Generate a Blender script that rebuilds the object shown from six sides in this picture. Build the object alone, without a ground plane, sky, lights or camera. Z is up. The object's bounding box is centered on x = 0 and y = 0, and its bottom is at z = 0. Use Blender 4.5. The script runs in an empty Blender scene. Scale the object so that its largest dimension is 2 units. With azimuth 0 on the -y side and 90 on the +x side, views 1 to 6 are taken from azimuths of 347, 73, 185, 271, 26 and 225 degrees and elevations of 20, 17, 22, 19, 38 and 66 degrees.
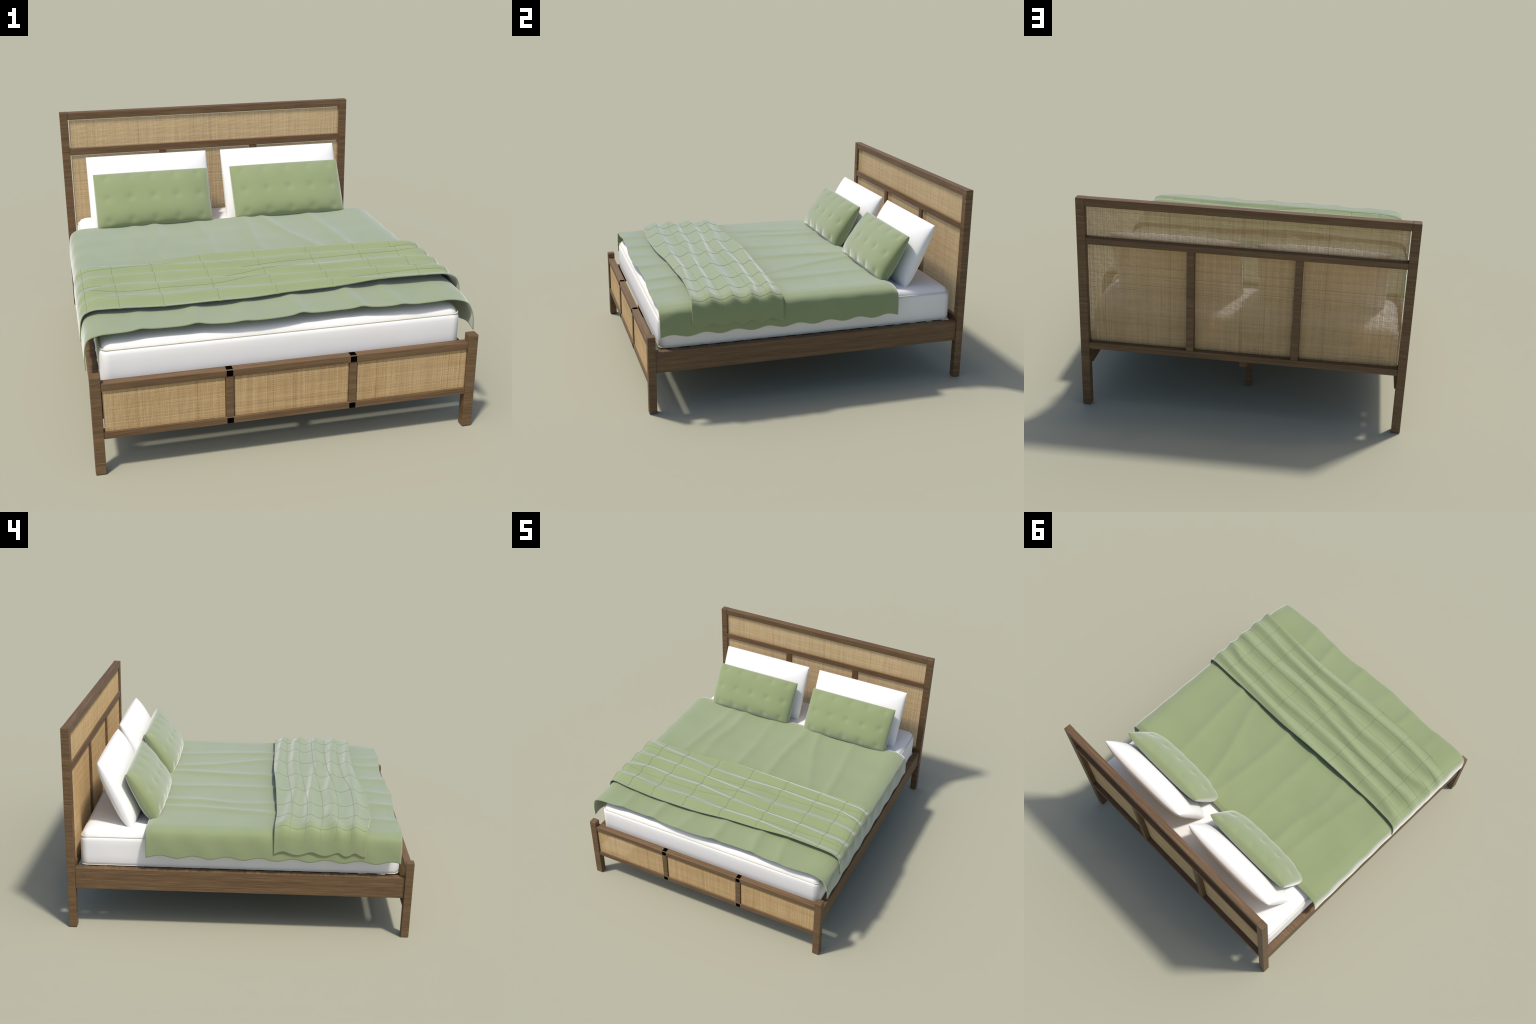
# A double bed: dark wooden frame with woven rattan panels, mattress, duvet,
# quilted throw, two white pillows and two tufted cushions.
import bpy, math
import numpy as np
from mathutils import Vector

RNG = np.random.default_rng(7)
SC = bpy.context.scene.collection


# ------------------------------------------------------------------ helpers
def lin(r, g, b):
    def f(c):
        c /= 255.0
        return c / 12.92 if c <= 0.04045 else ((c + 0.055) / 1.055) ** 2.4
    return (f(r), f(g), f(b), 1.0)


def add(name, mesh, parent=None, mats=()):
    ob = bpy.data.objects.new(name, mesh)
    SC.objects.link(ob)
    for m in mats:
        mesh.materials.append(m)
    if parent is not None:
        ob.parent = parent
    return ob


def mesh_np(name, verts, quads, smooth=True, mat_idx=None):
    """mesh from numpy arrays of vertices (n,3) and quads (m,4)"""
    verts = np.asarray(verts, dtype=np.float32)
    quads = np.asarray(quads, dtype=np.int32)
    me = bpy.data.meshes.new(name)
    me.vertices.add(len(verts))
    me.vertices.foreach_set("co", verts.ravel())
    k = quads.shape[1]
    me.loops.add(quads.size)
    me.loops.foreach_set("vertex_index", quads.ravel())
    me.polygons.add(len(quads))
    me.polygons.foreach_set("loop_start", np.arange(0, quads.size, k, dtype=np.int32))
    me.polygons.foreach_set("loop_total", np.full(len(quads), k, dtype=np.int32))
    me.polygons.foreach_set("use_smooth", np.full(len(quads), smooth, dtype=bool))
    if mat_idx is not None:
        me.polygons.foreach_set("material_index", np.asarray(mat_idx, dtype=np.int32))
    me.update()
    me.validate()
    return me


def grid_quads(nu, nv, flip=False):
    i, j = np.meshgrid(np.arange(nu - 1), np.arange(nv - 1), indexing="ij")
    a = (i * nv + j).ravel()
    q = np.stack([a, a + nv, a + nv + 1, a + 1], 1)
    return q[:, ::-1] if flip else q


def box(name, x, y, z, mats, parent, bevel=0.0025, top_slot=None):
    """bevelled timber between the given (min, max) pairs"""
    xs, ys, zs = x, y, z
    v = [(a, b, c) for a in xs for b in ys for c in zs]
    f = [(0, 1, 3, 2), (4, 6, 7, 5), (0, 4, 5, 1), (2, 3, 7, 6), (0, 2, 6, 4), (1, 5, 7, 3)]
    me = bpy.data.meshes.new(name)
    me.from_pydata(v, [], f)
    me.update()
    ob = add(name, me, parent, mats)
    if top_slot is not None:
        for p in me.polygons:
            if abs(p.normal.z) > 0.9:
                p.material_index = top_slot
    if bevel:
        m = ob.modifiers.new("rounded_edges", "BEVEL")
        m.width = bevel
        m.segments = 2
    return ob


def tube(name, pts, radius, mats, parent, cyclic=True, seg=8):
    """round cord along a list of points"""
    pts = np.asarray(pts, float)
    n = len(pts)
    if cyclic:
        t = np.roll(pts, -1, 0) - np.roll(pts, 1, 0)
    else:
        t = np.gradient(pts, axis=0)
    t /= np.linalg.norm(t, axis=1)[:, None] + 1e-12
    up = np.array([0, 0, 1.0])
    s = np.cross(t, up)
    bad = np.linalg.norm(s, axis=1) < 1e-3
    s[bad] = np.array([1.0, 0, 0])
    s /= np.linalg.norm(s, axis=1)[:, None]
    b = np.cross(s, t)
    ang = np.linspace(0, 2 * math.pi, seg, endpoint=False)
    ring = (pts[:, None, :] + radius * (np.cos(ang)[None, :, None] * s[:, None, :]
                                        + np.sin(ang)[None, :, None] * b[:, None, :]))
    v = ring.reshape(-1, 3)
    q = []
    m = n if cyclic else n - 1
    for i in range(m):
        k = (i + 1) % n
        for j in range(seg):
            l = (j + 1) % seg
            q.append((i * seg + j, i * seg + l, k * seg + l, k * seg + j))
    return add(name, mesh_np(name, v, q), parent, mats)


# ---------------------------------------------------------------- materials
class Nodes:
    def __init__(self, name):
        self.mat = bpy.data.materials.new(name)
        self.mat.use_nodes = True
        self.t = self.mat.node_tree
        self.b = self.t.nodes["Principled BSDF"]

    def n(self, kind, **kw):
        nd = self.t.nodes.new(kind)
        for k, v in kw.items():
            setattr(nd, k, v)
        return nd

    def link(self, a, b):
        self.t.links.new(a, b)

    def math(self, op, a, b=None):
        nd = self.n("ShaderNodeMath", operation=op)
        for i, s in enumerate((a, b)):
            if s is None:
                continue
            if isinstance(s, (int, float)):
                nd.inputs[i].default_value = s
            else:
                self.link(s, nd.inputs[i])
        return nd.outputs[0]

    def ramp(self, fac, stops):
        r = self.n("ShaderNodeValToRGB")
        e = r.color_ramp.elements
        e[0].position, e[0].color = stops[0]
        e[1].position, e[1].color = stops[-1]
        for p, c in stops[1:-1]:
            x = e.new(p)
            x.color = c
        self.link(fac, r.inputs[0])
        return r.outputs[0]

    def mix(self, fac, a, b, mode="MIX"):
        m = self.n("ShaderNodeMix", data_type="RGBA", blend_type=mode)
        for sock, s in ((m.inputs[0], fac), (m.inputs[6], a), (m.inputs[7], b)):
            if isinstance(s, (int, float, tuple)):
                sock.default_value = s
            else:
                self.link(s, sock)
        return m.outputs[2]

    def coords(self, scale):
        tc = self.n("ShaderNodeTexCoord")
        mp = self.n("ShaderNodeMapping")
        mp.inputs["Scale"].default_value = scale
        self.link(tc.outputs["Object"], mp.inputs[0])
        return mp.outputs[0]

    def noise(self, vec, scale, detail=3.0, rough=0.55):
        t = self.n("ShaderNodeTexNoise")
        t.inputs["Scale"].default_value = scale
        t.inputs["Detail"].default_value = detail
        t.inputs["Roughness"].default_value = rough
        self.link(vec, t.inputs["Vector"])
        return t.outputs[0]

    def bump(self, height, strength, dist):
        b = self.n("ShaderNodeBump")
        b.inputs["Strength"].default_value = strength
        b.inputs["Distance"].default_value = dist
        self.link(height, b.inputs["Height"])
        self.link(b.outputs[0], self.b.inputs["Normal"])


def wood(name, scale):
    """walnut-stained timber; scale is small along the grain"""
    k = Nodes(name)
    vec = k.coords(scale)
    info = k.n("ShaderNodeObjectInfo")
    off = k.n("ShaderNodeVectorMath", operation="MULTIPLY_ADD")
    k.link(info.outputs["Random"], off.inputs[0])
    off.inputs[1].default_value = (31.0, 17.0, 23.0)
    k.link(vec, off.inputs[2])
    fine = k.noise(off.outputs[0], 1.0, 4.0, 0.65)
    big = k.noise(off.outputs[0], 0.22, 2.0, 0.5)
    col = k.ramp(fine, [(0.30, lin(90, 69, 46)), (0.46, lin(108, 84, 57)),
                        (0.58, lin(119, 93, 64)), (0.74, lin(138, 106, 72))])
    tint = k.ramp(big, [(0.35, lin(228, 222, 218)), (0.65, lin(255, 255, 255))])
    k.link(k.mix(1.0, col, tint, "MULTIPLY"), k.b.inputs["Base Color"])
    k.b.inputs["Roughness"].default_value = 0.55
    k.b.inputs["Specular IOR Level"].default_value = 0.4
    k.bump(fine, 0.15, 0.001)
    return k.mat


PITCH = 0.005            # rattan strand spacing


def rattan(name, axis):
    """cane strands; every strand takes its own shade from its position"""
    k = Nodes(name)
    tc = k.n("ShaderNodeTexCoord")
    sp = k.n("ShaderNodeSeparateXYZ")
    k.link(tc.outputs["Object"], sp.inputs[0])
    cell = k.math("FLOOR", k.math("DIVIDE", sp.outputs[axis], PITCH))
    wn = k.n("ShaderNodeTexWhiteNoise", noise_dimensions="1D")
    k.link(k.math("ADD", cell, 37.3 + axis), wn.inputs["W"])
    col = k.ramp(wn.outputs["Value"], [(0.0, lin(158, 130, 90)), (0.05, lin(190, 160, 114)),
                                       (0.55, lin(203, 173, 126)), (1.0, lin(214, 186, 140))])
    s = (60, 60, 6) if axis == 0 else (6, 60, 60)
    streak = k.noise(k.coords(s), 1.0, 3.0, 0.6)
    tint = k.ramp(streak, [(0.32, lin(236, 230, 222)), (0.6, lin(255, 255, 255))])
    k.link(k.mix(1.0, col, tint, "MULTIPLY"), k.b.inputs["Base Color"])
    k.b.inputs["Roughness"].default_value = 0.6
    k.b.inputs["Specular IOR Level"].default_value = 0.3
    return k.mat


def cloth(name, base, dark, sheen, sheen_rough, weave):
    k = Nodes(name)
    vec = k.coords((1, 1, 1))
    n1 = k.noise(vec, 5.0, 2.0)
    k.link(k.ramp(n1, [(0.35, dark), (0.65, base)]), k.b.inputs["Base Color"])
    k.b.inputs["Roughness"].default_value = 0.9
    k.b.inputs["Specular IOR Level"].default_value = 0.15
    k.b.inputs["Sheen Weight"].default_value = sheen
    k.b.inputs["Sheen Roughness"].default_value = sheen_rough
    k.b.inputs["Sheen Tint"].default_value = (1, 1, 1, 1)
    if weave:
        w = k.n("ShaderNodeTexWave", wave_type="BANDS", bands_direction="DIAGONAL")
        w.inputs["Scale"].default_value = 55.0
        w.inputs["Distortion"].default_value = 0.5
        k.link(vec, w.inputs["Vector"])
        k.bump(w.outputs["Fac"], weave, 0.0006)
    return k.mat


def plain(name, col, rough=0.6, spec=0.3, metal=0.0):
    k = Nodes(name)
    n1 = k.noise(k.coords((1, 1, 1)), 40.0, 2.0)
    d = tuple(c * 0.93 for c in col[:3]) + (1,)
    k.link(k.ramp(n1, [(0.4, d), (0.6, col)]), k.b.inputs["Base Color"])
    k.b.inputs["Roughness"].default_value = rough
    k.b.inputs["Specular IOR Level"].default_value = spec
    k.b.inputs["Metallic"].default_value = metal
    return k.mat


WOOD_X = wood("walnut_grain_lengthwise", (6, 260, 260))     # rails along x
WOOD_Y = wood("walnut_grain_side", (260, 6, 260))           # side rails
WOOD_XY = wood("walnut_grain_level", (10, 10, 260))           # posts: level figure
WOOD_TOP = wood("walnut_grain_across", (10, 160, 160))       # top of the side rails
CANE_V = rattan("rattan_upright", 0)
CANE_H = rattan("rattan_level", 2)
GREEN = cloth("sage_cotton", lin(140, 152, 109), lin(137, 149, 106), 1.0, 0.50, 0.08)
GREEN_Q = cloth("sage_quilt", lin(141, 153, 109), lin(138, 150, 106), 1.0, 0.50, 0.08)
GREEN_C = cloth("sage_velvet", lin(139, 151, 107), lin(136, 148, 104), 1.0, 0.50, 0.0)
STITCH = cloth("stitching_thread", lin(118, 130, 96), lin(114, 126, 92), 0.5, 0.5, 0.0)
WHITE = cloth("white_cotton", lin(243, 242, 240), lin(240, 239, 237), 0.2, 0.4, 0.0)
TICK = cloth("white_ticking", lin(242, 241, 239), lin(239, 238, 236), 0.1, 0.4, 0.0)
CORD = plain("cream_cord", lin(220, 216, 198), 0.8)
SLAT = plain("slat_beech", lin(90, 68, 50), 0.7)
BLACK = plain("overlap_shading_black", (0.002, 0.002, 0.002, 1), 1.0, 0.0)
STEEL = plain("steel", lin(120, 105, 90), 0.4, 0.5, 0.6)


# ---------------------------------------------------------------- bed frame
bed = bpy.data.objects.new("bed_frame", None)
bed.empty_display_size = 0.2
SC.objects.link(bed)
bed["label"] = "dark walnut bed frame with woven rattan panels"
bed["category"] = "bed frame"

HW = 0.887                   # half width of the frame
PI = 0.8405                  # inner face of the posts
HB_TOP, FB_TOP = 1.2175, 0.474

for sx in (-1, 1):
    x = tuple(sorted((sx * PI, sx * HW)))
    box("headboard_post", x, (0.953, 1.0), (0, HB_TOP), [WOOD_XY], bed)
    box("footboard_post", x, (-1.0, -0.954), (0, FB_TOP), [WOOD_XY], bed)
    xr = tuple(sorted((sx * 0.8335, sx * 0.877)))
    box("side_rail", xr, (-0.954, 0.953), (0.248, 0.3755), [WOOD_Y, WOOD_TOP], bed, 0.002, 1)

RX = (-PI, PI)
# headboard rails and mullions (panel sits 9 mm behind the front face)
HB_Y = (0.9545, 0.9985)
box("headboard_rail", RX, HB_Y, (1.1745, HB_TOP - 0.0005), [WOOD_X], bed)
# the lower rails carry a slim front lip that hides the panel edge
for lip, body, back in (((0.9615, 1.0035), (0.9655, 0.9985), 0.9985), ((0.3515, 0.3960), (0.3515, 0.3885), 0.9985)):
    box("headboard_lip", RX, (0.9545, 0.9645), lip, [WOOD_X], bed, 0.002)
    box("headboard_rail", RX, (0.9665, back), body, [WOOD_X], bed, 0.002)
for cx in (-0.284, 0.284):
    box("headboard_mullion", (cx - 0.0215, cx + 0.0215), (0.956, 0.967), (0.391, 0.9615), [WOOD_XY], bed, 0.002)
    box("headboard_mullion", (cx - 0.0195, cx + 0.0195), (0.9672, 0.9975), (0.3885, 0.9655), [WOOD_XY], bed, 0.002)

# footboard rails and mullions
FB_Y = (-0.9975, -0.957)
box("footboard_rail", RX, FB_Y, (0.404, 0.4385), [WOOD_X], bed)
box("footboard_rail", RX, FB_Y, (0.172, 0.205), [WOOD_X], bed)
for cx in (-0.284, 0.284):
    box("footboard_mullion", (cx - 0.017, cx + 0.017), (-0.9965, -0.9905), (0.205, 0.404), [WOOD_XY], bed, 0.002)
    box("footboard_mullion", (cx - 0.021, cx + 0.021), (-0.9880, -0.958), (0.205, 0.404), [WOOD_XY], bed, 0.001)
    # black shading of overlapping coplanar faces at the joints, modelled as thin boxes
    for z0, z1, cap in ((0.4075, 0.4345, 0.4385), (0.1745, 0.2005, 0.172)):
        for ya, yb in ((-0.9986, -0.9955), (-0.9585, -0.9560)):
            box("overlap_shading_patch", (cx - 0.0145, cx + 0.0145), (ya, yb), (z0, z1), [BLACK], bed, 0)
        zc = (cap - 0.002, cap + 0.0008) if cap > 0.3 else (cap - 0.0008, cap + 0.002)
        box("overlap_shading_patch", (cx - 0.0145, cx + 0.0145), (-0.9935, -0.961), zc, [BLACK], bed, 0)


def woven_panel(name, x0, x1, z0, z1, y):
    """plain weave of cane: upright and level strands crossing over and under"""
    wx = (np.arange(math.ceil(x0 / PITCH), math.floor(x1 / PITCH)) + 0.5) * PITCH
    wz = (np.arange(math.ceil(z0 / PITCH), math.floor(z1 / PITCH)) + 0.5) * PITCH
    amp, crown = 0.0006, 0.0005
    V, Q, M = [], [], []
    base = 0

    def strand(centres, crossings, ends, vertical, sign0):
        nonlocal base
        n, m = len(centres), len(crossings) + 2
        along = np.concatenate([[ends[0]], crossings, [ends[1]]])
        half = 0.5 * PITCH * RNG.uniform(0.58, 0.70, n)
        thin = RNG.random(n) < 0.05
        half[thin] *= 0.8
        shift = RNG.normal(0, 0.00012, n)
        i = np.arange(n)[:, None]
        j = np.arange(m)[None, :]
        off = np.where((i + j) % 2 == 0, amp, -amp) * sign0
        off = off * (j > 0) * (j < m - 1)
        P = np.zeros((n, m, 4, 3))
        deep = crown if vertical else 1.7 * crown
        for k, (a, b) in enumerate(((-1, 0.0), (0, -deep), (1, 0.0), (0, deep))):
            cross = (centres + shift)[:, None] + a * half[:, None] + 0 * off
            P[:, :, k, 1] = y + off + b
            if vertical:
                P[:, :, k, 0] = cross
                P[:, :, k, 2] = along[None, :]
            else:
                P[:, :, k, 2] = cross
                P[:, :, k, 0] = along[None, :]
        idx = base + np.arange(n * m * 4).reshape(n, m, 4)
        for a, b in ((0, 1), (1, 2), (2, 3), (3, 0)):
            q = np.stack([idx[:, :-1, a], idx[:, :-1, b], idx[:, 1:, b], idx[:, 1:, a]], -1).reshape(-1, 4)
            Q.append(q)
            M.append(np.full(len(q), 0 if vertical else 1))
        V.append(P.reshape(-1, 3))
        base += n * m * 4

    strand(wx, wz, (z0, z1), True, 1)
    strand(wz, wx, (x0, x1), False, -1)
    me = mesh_np(name, np.concatenate(V), np.concatenate(Q), False, np.concatenate(M))
    ob = add(name, me, bed, [CANE_V, CANE_H])
    ob["kind"] = "stuff"
    return ob


PY = 0.9655
woven_panel("rattan_panel", -PI + 0.005, PI - 0.001, 0.9980, 1.171, PY)
for a, b in ((-PI + 0.005, -0.306), (-0.262, 0.262), (0.306, PI - 0.001)):
    woven_panel("rattan_panel", a, b, 0.388, 0.9585, PY)
FY = -0.9895
for a, b in ((-PI + 0.004, -0.305), (-0.263, 0.263), (0.305, PI - 0.002)):
    woven_panel("rattan_panel", a, b, 0.205, 0.404, FY)

# slats, centre beam and its legs
for i in range(17):
    y = -0.878 + i * 0.1085
    box("slat", (-0.836, 0.836), (y - 0.029, y + 0.029), (0.356, 0.367), [SLAT], bed, 0.001)
box("centre_beam", (-0.021, 0.021), (-0.915, 0.915), (0.276, 0.3555), [WOOD_Y], bed, 0.002)
box("centre_leg", (-0.018, 0.018), (0.602, 0.640), (0, 0.2755), [WOOD_XY], bed, 0.002)
box("centre_leg", (-0.018, 0.018), (-0.640, -0.602), (0, 0.2755), [WOOD_XY], bed, 0.002)


def screw(x, y, z):
    v, f = [], []
    n = 10
    for r, dx in ((0.0028, -0.001), (0.0028, 0.0006), (0.0018, 0.0010)):
        for k in range(n):
            a = 2 * math.pi * k / n
            v.append((x + math.copysign(dx, x), y + r * math.cos(a), z + r * math.sin(a)))
    for l in range(2):
        for k in range(n):
            f.append((l * n + k, l * n + (k + 1) % n, (l + 1) * n + (k + 1) % n, (l + 1) * n + k))
    f.append(tuple(range(2 * n, 3 * n)))
    me = bpy.data.meshes.new("screw")
    me.from_pydata(v, [], f)
    add("screw", me, bed, [STEEL])


for sx in (-1, 1):
    for y in (-0.90, 0.905):
        for z in (0.286, 0.338):
            screw(sx * 0.877, y, z)


# ----------------------------------------------------------------- mattress
def round_rect(hx, y0, y1, r, z, seg=10):
    cy = 0.5 * (y0 + y1)
    hy = 0.5 * (y1 - y0)
    pts = []
    for cx, sy, a0 in ((1, 1, 0), (-1, 1, 90), (-1, -1, 180), (1, -1, 270)):
        for k in range(seg + 1):
            a = math.radians(a0 + 90 * k / seg)
            pts.append((cx * (hx - r) + r * math.cos(a), cy + sy * (hy - r) + r * math.sin(a), z))
    return pts


MX, MY0, MY1 = 0.834, -0.926, 0.932
levels = [(0.060, 0.3762), (0.018, 0.3764), (0.007, 0.3800), (0.002, 0.3880), (0.0, 0.400), (0.0, 0.44), (0.0, 0.50),
          (0.0, 0.530), (0.002, 0.542), (0.007, 0.550), (0.011, 0.5535), (0.011, 0.5550),
          (0.014, 0.5640), (0.022, 0.5765), (0.038, 0.5855), (0.070, 0.5905), (0.12, 0.5925), (0.2, 0.5945), (0.4, 0.5955)]
V, Q = [], []
for d, z in levels:
    V += round_rect(MX - d, MY0 + d, MY1 - d, max(0.048 - d * 0.5, 0.01), z)
nr = 44
for l in range(len(levels) - 1):
    for k in range(nr):
        Q.append((l * nr + k, l * nr + (k + 1) % nr, (l + 1) * nr + (k + 1) % nr, (l + 1) * nr + k))
me = bpy.data.meshes.new("mattress")
me.from_pydata(V, [], Q + [tuple(range(nr))[::-1], tuple((len(levels) - 1) * nr + k for k in range(nr))])
for p in me.polygons:
    p.use_smooth = True
mattress = add("mattress", me, None, [TICK])
mattress["label"] = "thick white mattress with corded seams"
mattress["category"] = "mattress"


def cord_path(inset, z, r):
    base = np.array(round_rect(MX - inset, MY0 + inset, MY1 - inset, r, z, 12))
    out = []
    for i in range(len(base)):
        a, b = base[i], base[(i + 1) % len(base)]
        m = 24 if np.linalg.norm(b - a) > 0.3 else 1
        for k in range(m):
            out.append(a + (b - a) * k / m)
    return out


tube("piping_cord", cord_path(0.008, 0.5540, 0.034), 0.0032, [CORD], mattress)
tube("piping_cord", cord_path(0.005, 0.3805, 0.034), 0.0032, [CORD], mattress)


# -------------------------------------------------- draped cloth (duvet, throw)
def catmull(pts, n):
    """smooth open curve through the points, n samples evenly spaced in length"""
    p = np.asarray(pts, float)
    p = np.vstack([2 * p[0] - p[1], p, 2 * p[-1] - p[-2]])
    out = []
    for i in range(1, len(p) - 2):
        t = np.linspace(0, 1, 24, endpoint=False)[:, None]
        a, b, c, d = p[i - 1], p[i], p[i + 1], p[i + 2]
        out.append(0.5 * (2 * b + (c - a) * t + (2 * a - 5 * b + 4 * c - d) * t ** 2 + (3 * b - a - 3 * c + d) * t ** 3))
    out = np.vstack(out + [p[-2:-1]])
    s = np.concatenate([[0], np.cumsum(np.linalg.norm(np.diff(out, axis=0), axis=1))])
    q = np.linspace(0, s[-1], n)
    return np.stack([np.interp(q, s, out[:, k]) for k in range(out.shape[1])], 1)


def smooth(a, lo, hi):
    t = np.clip((a - lo) / (hi - lo), 0, 1)
    return t * t * (3 - 2 * t)


# cross-section (x, z); at the foot the +x shoulder is rounder
HALF = [(0.897, 0.471), (0.8965, 0.53), (0.890, 0.585), (0.874, 0.618), (0.838, 0.6355), (0.77, 0.6425), (0.5, 0.6430)]
SECTION = [(-x, z) for x, z in HALF] + [(0.0, 0.6430)] + HALF[::-1]
ROUND = [(0.897, 0.471), (0.889, 0.518), (0.868, 0.566), (0.834, 0.603), (0.785, 0.629), (0.70, 0.6390), (0.5, 0.6430)]
SECTION_FOOT = SECTION[:8] + ROUND[::-1]

def bent(pts, q):
    """smooth curve through (position, value) pairs, read at q"""
    p = np.array(sorted(pts))
    g = np.linspace(-1.1, 1.1, 441)
    f = np.interp(g, p[:, 0], p[:, 1])
    ker = np.exp(-0.5 * (np.arange(-24, 25) * 0.005 / 0.045) ** 2)
    f = np.convolve(np.pad(f, 24, mode="edge"), ker / ker.sum(), "valid")
    return np.interp(q, g, f)


# creases of the duvet: crest line as (y, x) pairs, height, half width
CREASES = [
    ([(0.54, 0.79), (0.15, 0.781), (-0.18, 0.757), (-0.6, 0.75), (-0.92, 0.76)], 0.003, 0.040),
    ([(0.54, 0.490), (0.36, 0.505), (0.03, 0.540), (-0.18, 0.550), (-0.5, 0.53), (-0.75, 0.500), (-0.92, 0.540)], 0.013, 0.034),
    ([(0.54, 0.205), (0.42, 0.220), (0.20, 0.275), (-0.02, 0.360), (-0.17, 0.415), (-0.5, 0.37), (-0.75, 0.318), (-0.92, 0.350)], 0.014, 0.034),
    ([(0.54, 0.110), (0.45, 0.112), (0.19, 0.085), (0.02, 0.075), (-0.16, 0.080), (-0.5, 0.07), (-0.75, 0.060), (-0.92, 0.063)], 0.014, 0.036),
    ([(0.54, -0.170), (0.41, -0.170), (0.20, -0.154), (-0.03, -0.165), (-0.5, -0.17), (-0.76, -0.165), (-0.92, -0.205)], 0.012, 0.036),
    ([(0.54, -0.42), (0.44, -0.418), (0.24, -0.419), (0.04, -0.465), (-0.19, -0.440), (-0.5, -0.41), (-0.76, -0.400), (-0.92, -0.408)], 0.013, 0.036),
    ([(0.54, -0.53), (0.25, -0.545), (0.04, -0.575), (-0.16, -0.600), (-0.5, -0.63), (-0.92, -0.65)], 0.010, 0.034),
]
# plan of the free edge at the foot, (x, y)
FOOT_EDGE = [(-0.90, -0.918), (-0.76, -0.927), (-0.59, -0.912), (-0.40, -0.920), (-0.20, -0.938), (0.03, -0.925),
             (0.24, -0.911), (0.42, -0.924), (0.58, -0.936), (0.76, -0.924), (0.90, -0.928)]


def duvet_point(x, z, y):
    """displaced position of duvet point with section (x,z) at distance y"""
    top = smooth(z, 0.595, 0.640)
    dz = np.zeros_like(x + y) - 0.0045 * np.exp(-(np.abs(x) / 0.78) ** 8)
    for k, (line, a, w) in enumerate(CREASES):
        d = (x - bent(line, y)) / w
        env = 0.80 + 0.20 * np.sin(5.0 * y + 2.3 * k)
        dz = dz + a * env / (1 + np.abs(d) ** 2.2)
    # the free edge at the foot sinks a little
    foot = smooth(-y, 0.70, 0.925)
    dz = dz - 0.007 * foot
    dz = dz * top
    # hem of the sides
    side = 1 - smooth(z, 0.50, 0.66)
    hem = 0.0015 + 0.0085 * np.cos(2 * math.pi * (y + 0.112 - 0.015 * (x > 0)) / 0.190)
    dz = dz + side * hem
    dx = np.sign(x) * side * 0.003 * np.cos(2 * math.pi * (y + 0.15) / 0.190) * smooth(z, 0.46, 0.56)
    dy = foot * (bent(FOOT_EDGE, x) + 0.922)
    return x + dx, y + dy, z + dz


NS, NY = 300, 190
sec = catmull(SECTION, NS)
ys = np.linspace(0.541, -0.922, NY)
foot_sec = catmull(SECTION_FOOT, NS)
blend = 0.45 * smooth(-ys, 0.80, 0.922)[None, :]
X = sec[:, 0:1] * (1 - blend) + foot_sec[:, 0:1] * blend
Z = sec[:, 1:2] * (1 - blend) + foot_sec[:, 1:2] * blend
Y = np.repeat(ys[None, :], NS, 0)
PX, PY_, PZ = duvet_point(X, Z, Y)
# the head hem drops slightly onto the mattress
PZ = PZ - 0.010 * smooth(PY_, 0.505, 0.541) * smooth(Z, 0.55, 0.64)
me = mesh_np("duvet", np.stack([PX, PY_, PZ], -1).reshape(-1, 3), grid_quads(NS, NY, True))
duvet = add("duvet", me, None, [GREEN])
duvet["label"] = "sage green duvet draped over the mattress with wavy hem"
duvet["category"] = "duvet"
so = duvet.modifiers.new("cloth_thickness", "SOLIDIFY")
so.thickness = 0.004
so.offset = -1.0

# throw: ridges run across the bed; crest lines as (x, y) pairs
RIDGES = [
    [(-0.9, -0.090), (-0.5, -0.165), (0.0, -0.212), (0.5, -0.236), (0.73, -0.250), (0.9, -0.272)],
    [(-0.9, -0.240), (-0.85, -0.248), (-0.71, -0.283), (-0.48, -0.303), (-0.27, -0.332), (0.0, -0.336), (0.28, -0.322),
     (0.54, -0.342), (0.73, -0.342), (0.82, -0.375), (0.9, -0.392)],
    [(-0.9, -0.404), (-0.68, -0.398), (-0.42, -0.405), (-0.18, -0.432), (0.0, -0.450), (0.26, -0.490), (0.52, -0.478),
     (0.74, -0.483), (0.9, -0.500)],
    [(-0.9, -0.560), (-0.80, -0.535), (-0.69, -0.512), (-0.48, -0.545), (-0.27, -0.531), (0.0, -0.570), (0.27, -0.582),
     (0.53, -0.596), (0.73, -0.622), (0.9, -0.626)],
    [(-0.9, -0.650), (-0.72, -0.665), (-0.52, -0.690), (-0.28, -0.682), (0.0, -0.692), (0.27, -0.682), (0.53, -0.712),
     (0.74, -0.728), (0.9, -0.745)],
]
T_HEAD, T_FOOT = -0.196, -0.736
HEAD_EDGE = [(-0.9, -0.190), (-0.66, -0.207), (-0.33, -0.204), (0.13, -0.187), (0.50, -0.194), (0.9, -0.197)]
FOOT_HEM = [(-0.9, -0.710), (-0.73, -0.748), (-0.42, -0.764), (-0.2, -0.760), (0.02, -0.734), (0.25, -0.724), (0.5, -0.721),
            (0.75, -0.733), (0.9, -0.745)]


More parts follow.
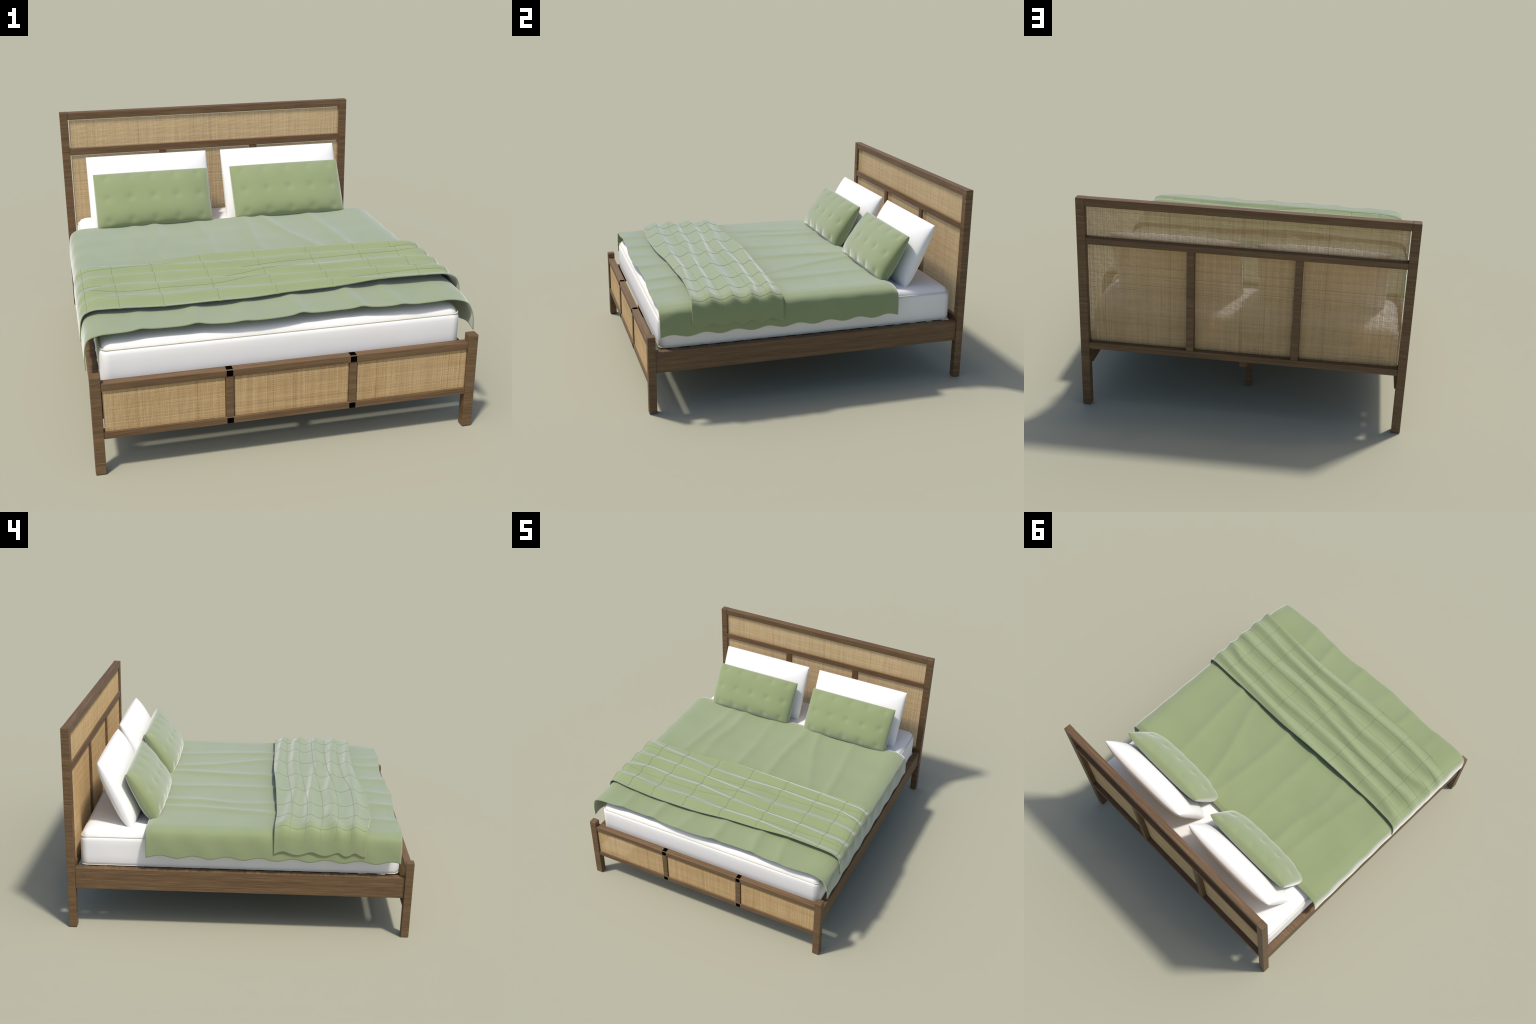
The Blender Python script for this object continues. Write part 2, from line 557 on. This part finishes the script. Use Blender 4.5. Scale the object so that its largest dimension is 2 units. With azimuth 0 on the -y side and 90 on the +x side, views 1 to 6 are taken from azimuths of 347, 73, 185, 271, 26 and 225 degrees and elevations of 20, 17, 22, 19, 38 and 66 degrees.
def throw_relief(x, y):
    """height of the ridges: a wave whose phase is bent to pass the crests"""
    lines = [bent(r, x) for r in RIDGES]
    lines.append(lines[-1] - 0.11)
    ph = (lines[0] - y) / (lines[0] - lines[1])
    for k in range(1, len(lines) - 1):
        t = (lines[k] - y) / (lines[k] - lines[k + 1])
        ph = np.where(t >= 0, k + t, ph)
    c = np.cos(2 * math.pi * ph)
    return (c + 0.10 * np.cos(4 * math.pi * ph)) / 1.10 + 0.02


SEAM_X = [0.0, 0.273, 0.526, 0.722, 0.866]
SEAM_Y = [-0.285, -0.375, -0.466, -0.556, -0.646]
T_HALF = [(0.9035, 0.520), (0.903, 0.575), (0.897, 0.622), (0.880, 0.656), (0.845, 0.6740), (0.78, 0.6800), (0.5, 0.6800)]
T_SECTION = [(-x, z) for x, z in T_HALF] + [(0.0, 0.6800)] + T_HALF[::-1]


def throw_point(x, z, y):
    t = (T_HEAD - y) / (T_HEAD - T_FOOT)
    yy = bent(HEAD_EDGE, x) * (1 - t) + bent(FOOT_HEM, x) * t
    r = throw_relief(x, yy)
    amp = 0.0125 - 0.0015 * smooth(np.abs(x), 0.78, 0.9)
    edge = -0.005 * smooth(t, 0.92, 1.0)
    side = 1 - smooth(z, 0.55, 0.68)
    dx = np.sign(x) * 0.0015 * r * side * smooth(z, 0.50, 0.6)
    return x + dx, yy, z + amp * r + edge * (1 - side)


NS, NY = 620, 170
sec = catmull(T_SECTION, NS)
ys = np.linspace(T_HEAD, T_FOOT, NY)
X, Y = np.meshgrid(sec[:, 0], ys, indexing="ij")
Z = np.repeat(sec[:, 1][:, None], NY, 1)
PX, PY_, PZ = throw_point(X, Z, Y)
groove = np.zeros_like(PZ)
flat = smooth(Z, 0.60, 0.68)
for s in SEAM_X:
    for sx in ((1,) if s == 0 else (1, -1)):
        groove = np.maximum(groove, np.exp(-0.5 * ((X - sx * s) / 0.006) ** 2))
for s in SEAM_Y:
    groove = np.maximum(groove, np.exp(-0.5 * ((Y - s) / 0.005) ** 2))
PZ = PZ - 0.0014 * groove * flat
me = mesh_np("throw_blanket", np.stack([PX, PY_, PZ], -1).reshape(-1, 3), grid_quads(NS, NY, True))
throw = add("throw_blanket", me, None, [GREEN_Q])
throw["label"] = "sage green quilted throw blanket folded in soft ridges"
throw["category"] = "blanket"
so = throw.modifiers.new("cloth_thickness", "SOLIDIFY")
so.thickness = 0.0045
so.offset = -1.0


def stitch(xs, zs, ys):
    px, py, pz = throw_point(np.asarray(xs, float), np.asarray(zs, float), np.asarray(ys, float))
    px = px - np.sign(px) * 0.0004 * (1 - smooth(np.asarray(zs), 0.60, 0.68))
    f = smooth(np.asarray(zs), 0.60, 0.68)
    tube("stitch_line", np.stack([px, py, pz - 0.0009 * f], 1), 0.0010 if len(xs) < 150 else 0.0007, [STITCH], throw, cyclic=False, seg=6)


yy = np.linspace(T_HEAD - 0.001, T_FOOT + 0.001, 110)
order = np.argsort(sec[:, 0])
for s in SEAM_X:
    for sx in ((1,) if s == 0 else (1, -1)):
        zc = np.interp(sx * s, sec[order, 0], sec[order, 1])
        stitch(np.full(110, sx * s), np.full(110, zc), yy)
for s in SEAM_Y:
    on_top = sec[sec[:, 1] > 0.585][::2]
    stitch(on_top[:, 0], on_top[:, 1], np.full(len(on_top), s))


def tuft(x, y, r, h):
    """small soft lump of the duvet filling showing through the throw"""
    V, Q = [], []
    z = float(np.atleast_1d(throw_point(np.array([x]), np.array([0.676]), np.array([y]))[2])[0]) - 0.005
    n, m = 12, 5
    for i in range(m + 1):
        a = i / m * math.pi / 2
        for k in range(n):
            t = 2 * math.pi * k / n
            rr = r * math.cos(a) * (1 + 0.12 * math.sin(3 * t + x * 50))
            V.append((x + rr * math.cos(t), y + 1.1 * rr * math.sin(t), z + h * math.sin(a)))
    for i in range(m):
        for k in range(n):
            Q.append((i * n + k, i * n + (k + 1) % n, (i + 1) * n + (k + 1) % n, (i + 1) * n + k))
    add("filling_tuft", mesh_np("filling_tuft", V, Q), duvet, [GREEN])


tuft(0.076, -0.528, 0.017, 0.0085)
tuft(0.075, -0.622, 0.018, 0.0085)


# ------------------------------------------------------- pillows and cushions
def pillow(name, x0, x1, foot, head, front, back, power, soft, mat, sag=0.0, dents=None, n=(90, 64), parent=None):
    """stuffed pillow leaning between a foot and a head point given as (y, z)"""
    nu, nv = n
    # denser samples near the rim
    u = np.sin(np.linspace(-1, 1, nu) * math.pi / 2)
    v = np.sin(np.linspace(-1, 1, nv) * math.pi / 2)
    U, W = np.meshgrid(u, v, indexing="ij")
    foot, head = np.array(foot), np.array(head)
    ey = head - foot
    h = np.linalg.norm(ey)
    ey = ey / h
    en = np.array([-ey[1], ey[0]])         # towards the foot of the bed
    w = x1 - x0
    dome = ((1 - np.abs(U) ** power) * (1 - np.abs(W) ** power)).clip(0)
    dent = np.zeros_like(U)
    if dents:
        cols, rows, depth, sig = dents
        for c in cols:
            for r in rows:
                d2 = ((U - c) * w / 2) ** 2 + ((W - r) * h / 2) ** 2
                dent += depth * (np.exp(-0.5 * d2 / sig ** 2) + 0.35 * np.exp(-0.5 * d2 / (2.3 * sig) ** 2))
    out = []
    for side, th, sf in ((1, front, soft), (-1, back, 0.75 * soft)):
        shape = dome ** sf
        hgt = side * (shape * th * (1 - sag * W) - (dent if side > 0 else 0) * smooth(shape, 0.1, 0.6))
        px = 0.5 * (x0 + x1) + U * w / 2
        along = (W + 1) * 0.5 * h
        py = foot[0] + ey[0] * along + en[0] * hgt
        pz = foot[1] + ey[1] * along + en[1] * hgt
        out.append(np.stack([px, py, pz], -1).reshape(-1, 3))
    q1, q2 = grid_quads(nu, nv), grid_quads(nu, nv, True) + nu * nv
    me = mesh_np(name, np.vstack(out), np.vstack([q1, q2]))
    import bmesh
    bm = bmesh.new()
    bm.from_mesh(me)
    bmesh.ops.remove_doubles(bm, verts=bm.verts, dist=1e-6)
    bmesh.ops.recalc_face_normals(bm, faces=bm.faces)
    bm.to_mesh(me)
    bm.free()
    ob = add(name, me, parent, [mat])
    return ob


for sx in (-1, 1):
    a, b = sorted((sx * 0.044, sx * 0.757))
    p = pillow("pillow", a, b, (0.640, 0.584), (0.824, 0.975), 0.072, 0.070, 3.0, 0.46, WHITE, 0.12)
    p["label"] = "plump white pillow leaning against the headboard"
    p["category"] = "pillow"
    a, b = sorted((sx * 0.068, sx * 0.731))
    c = pillow("tufted_cushion", a, b, (0.500, 0.630), (0.667, 0.908), 0.073, 0.066, 3.0, 0.40, GREEN_C, 0.30,
               dents=((-0.8, -0.4, 0.0, 0.4, 0.8), (-0.8, 0.0, 0.8), 0.0062, 0.015), n=(150, 90))
    c["label"] = "sage green cushion with rows of button dimples"
    c["category"] = "cushion"
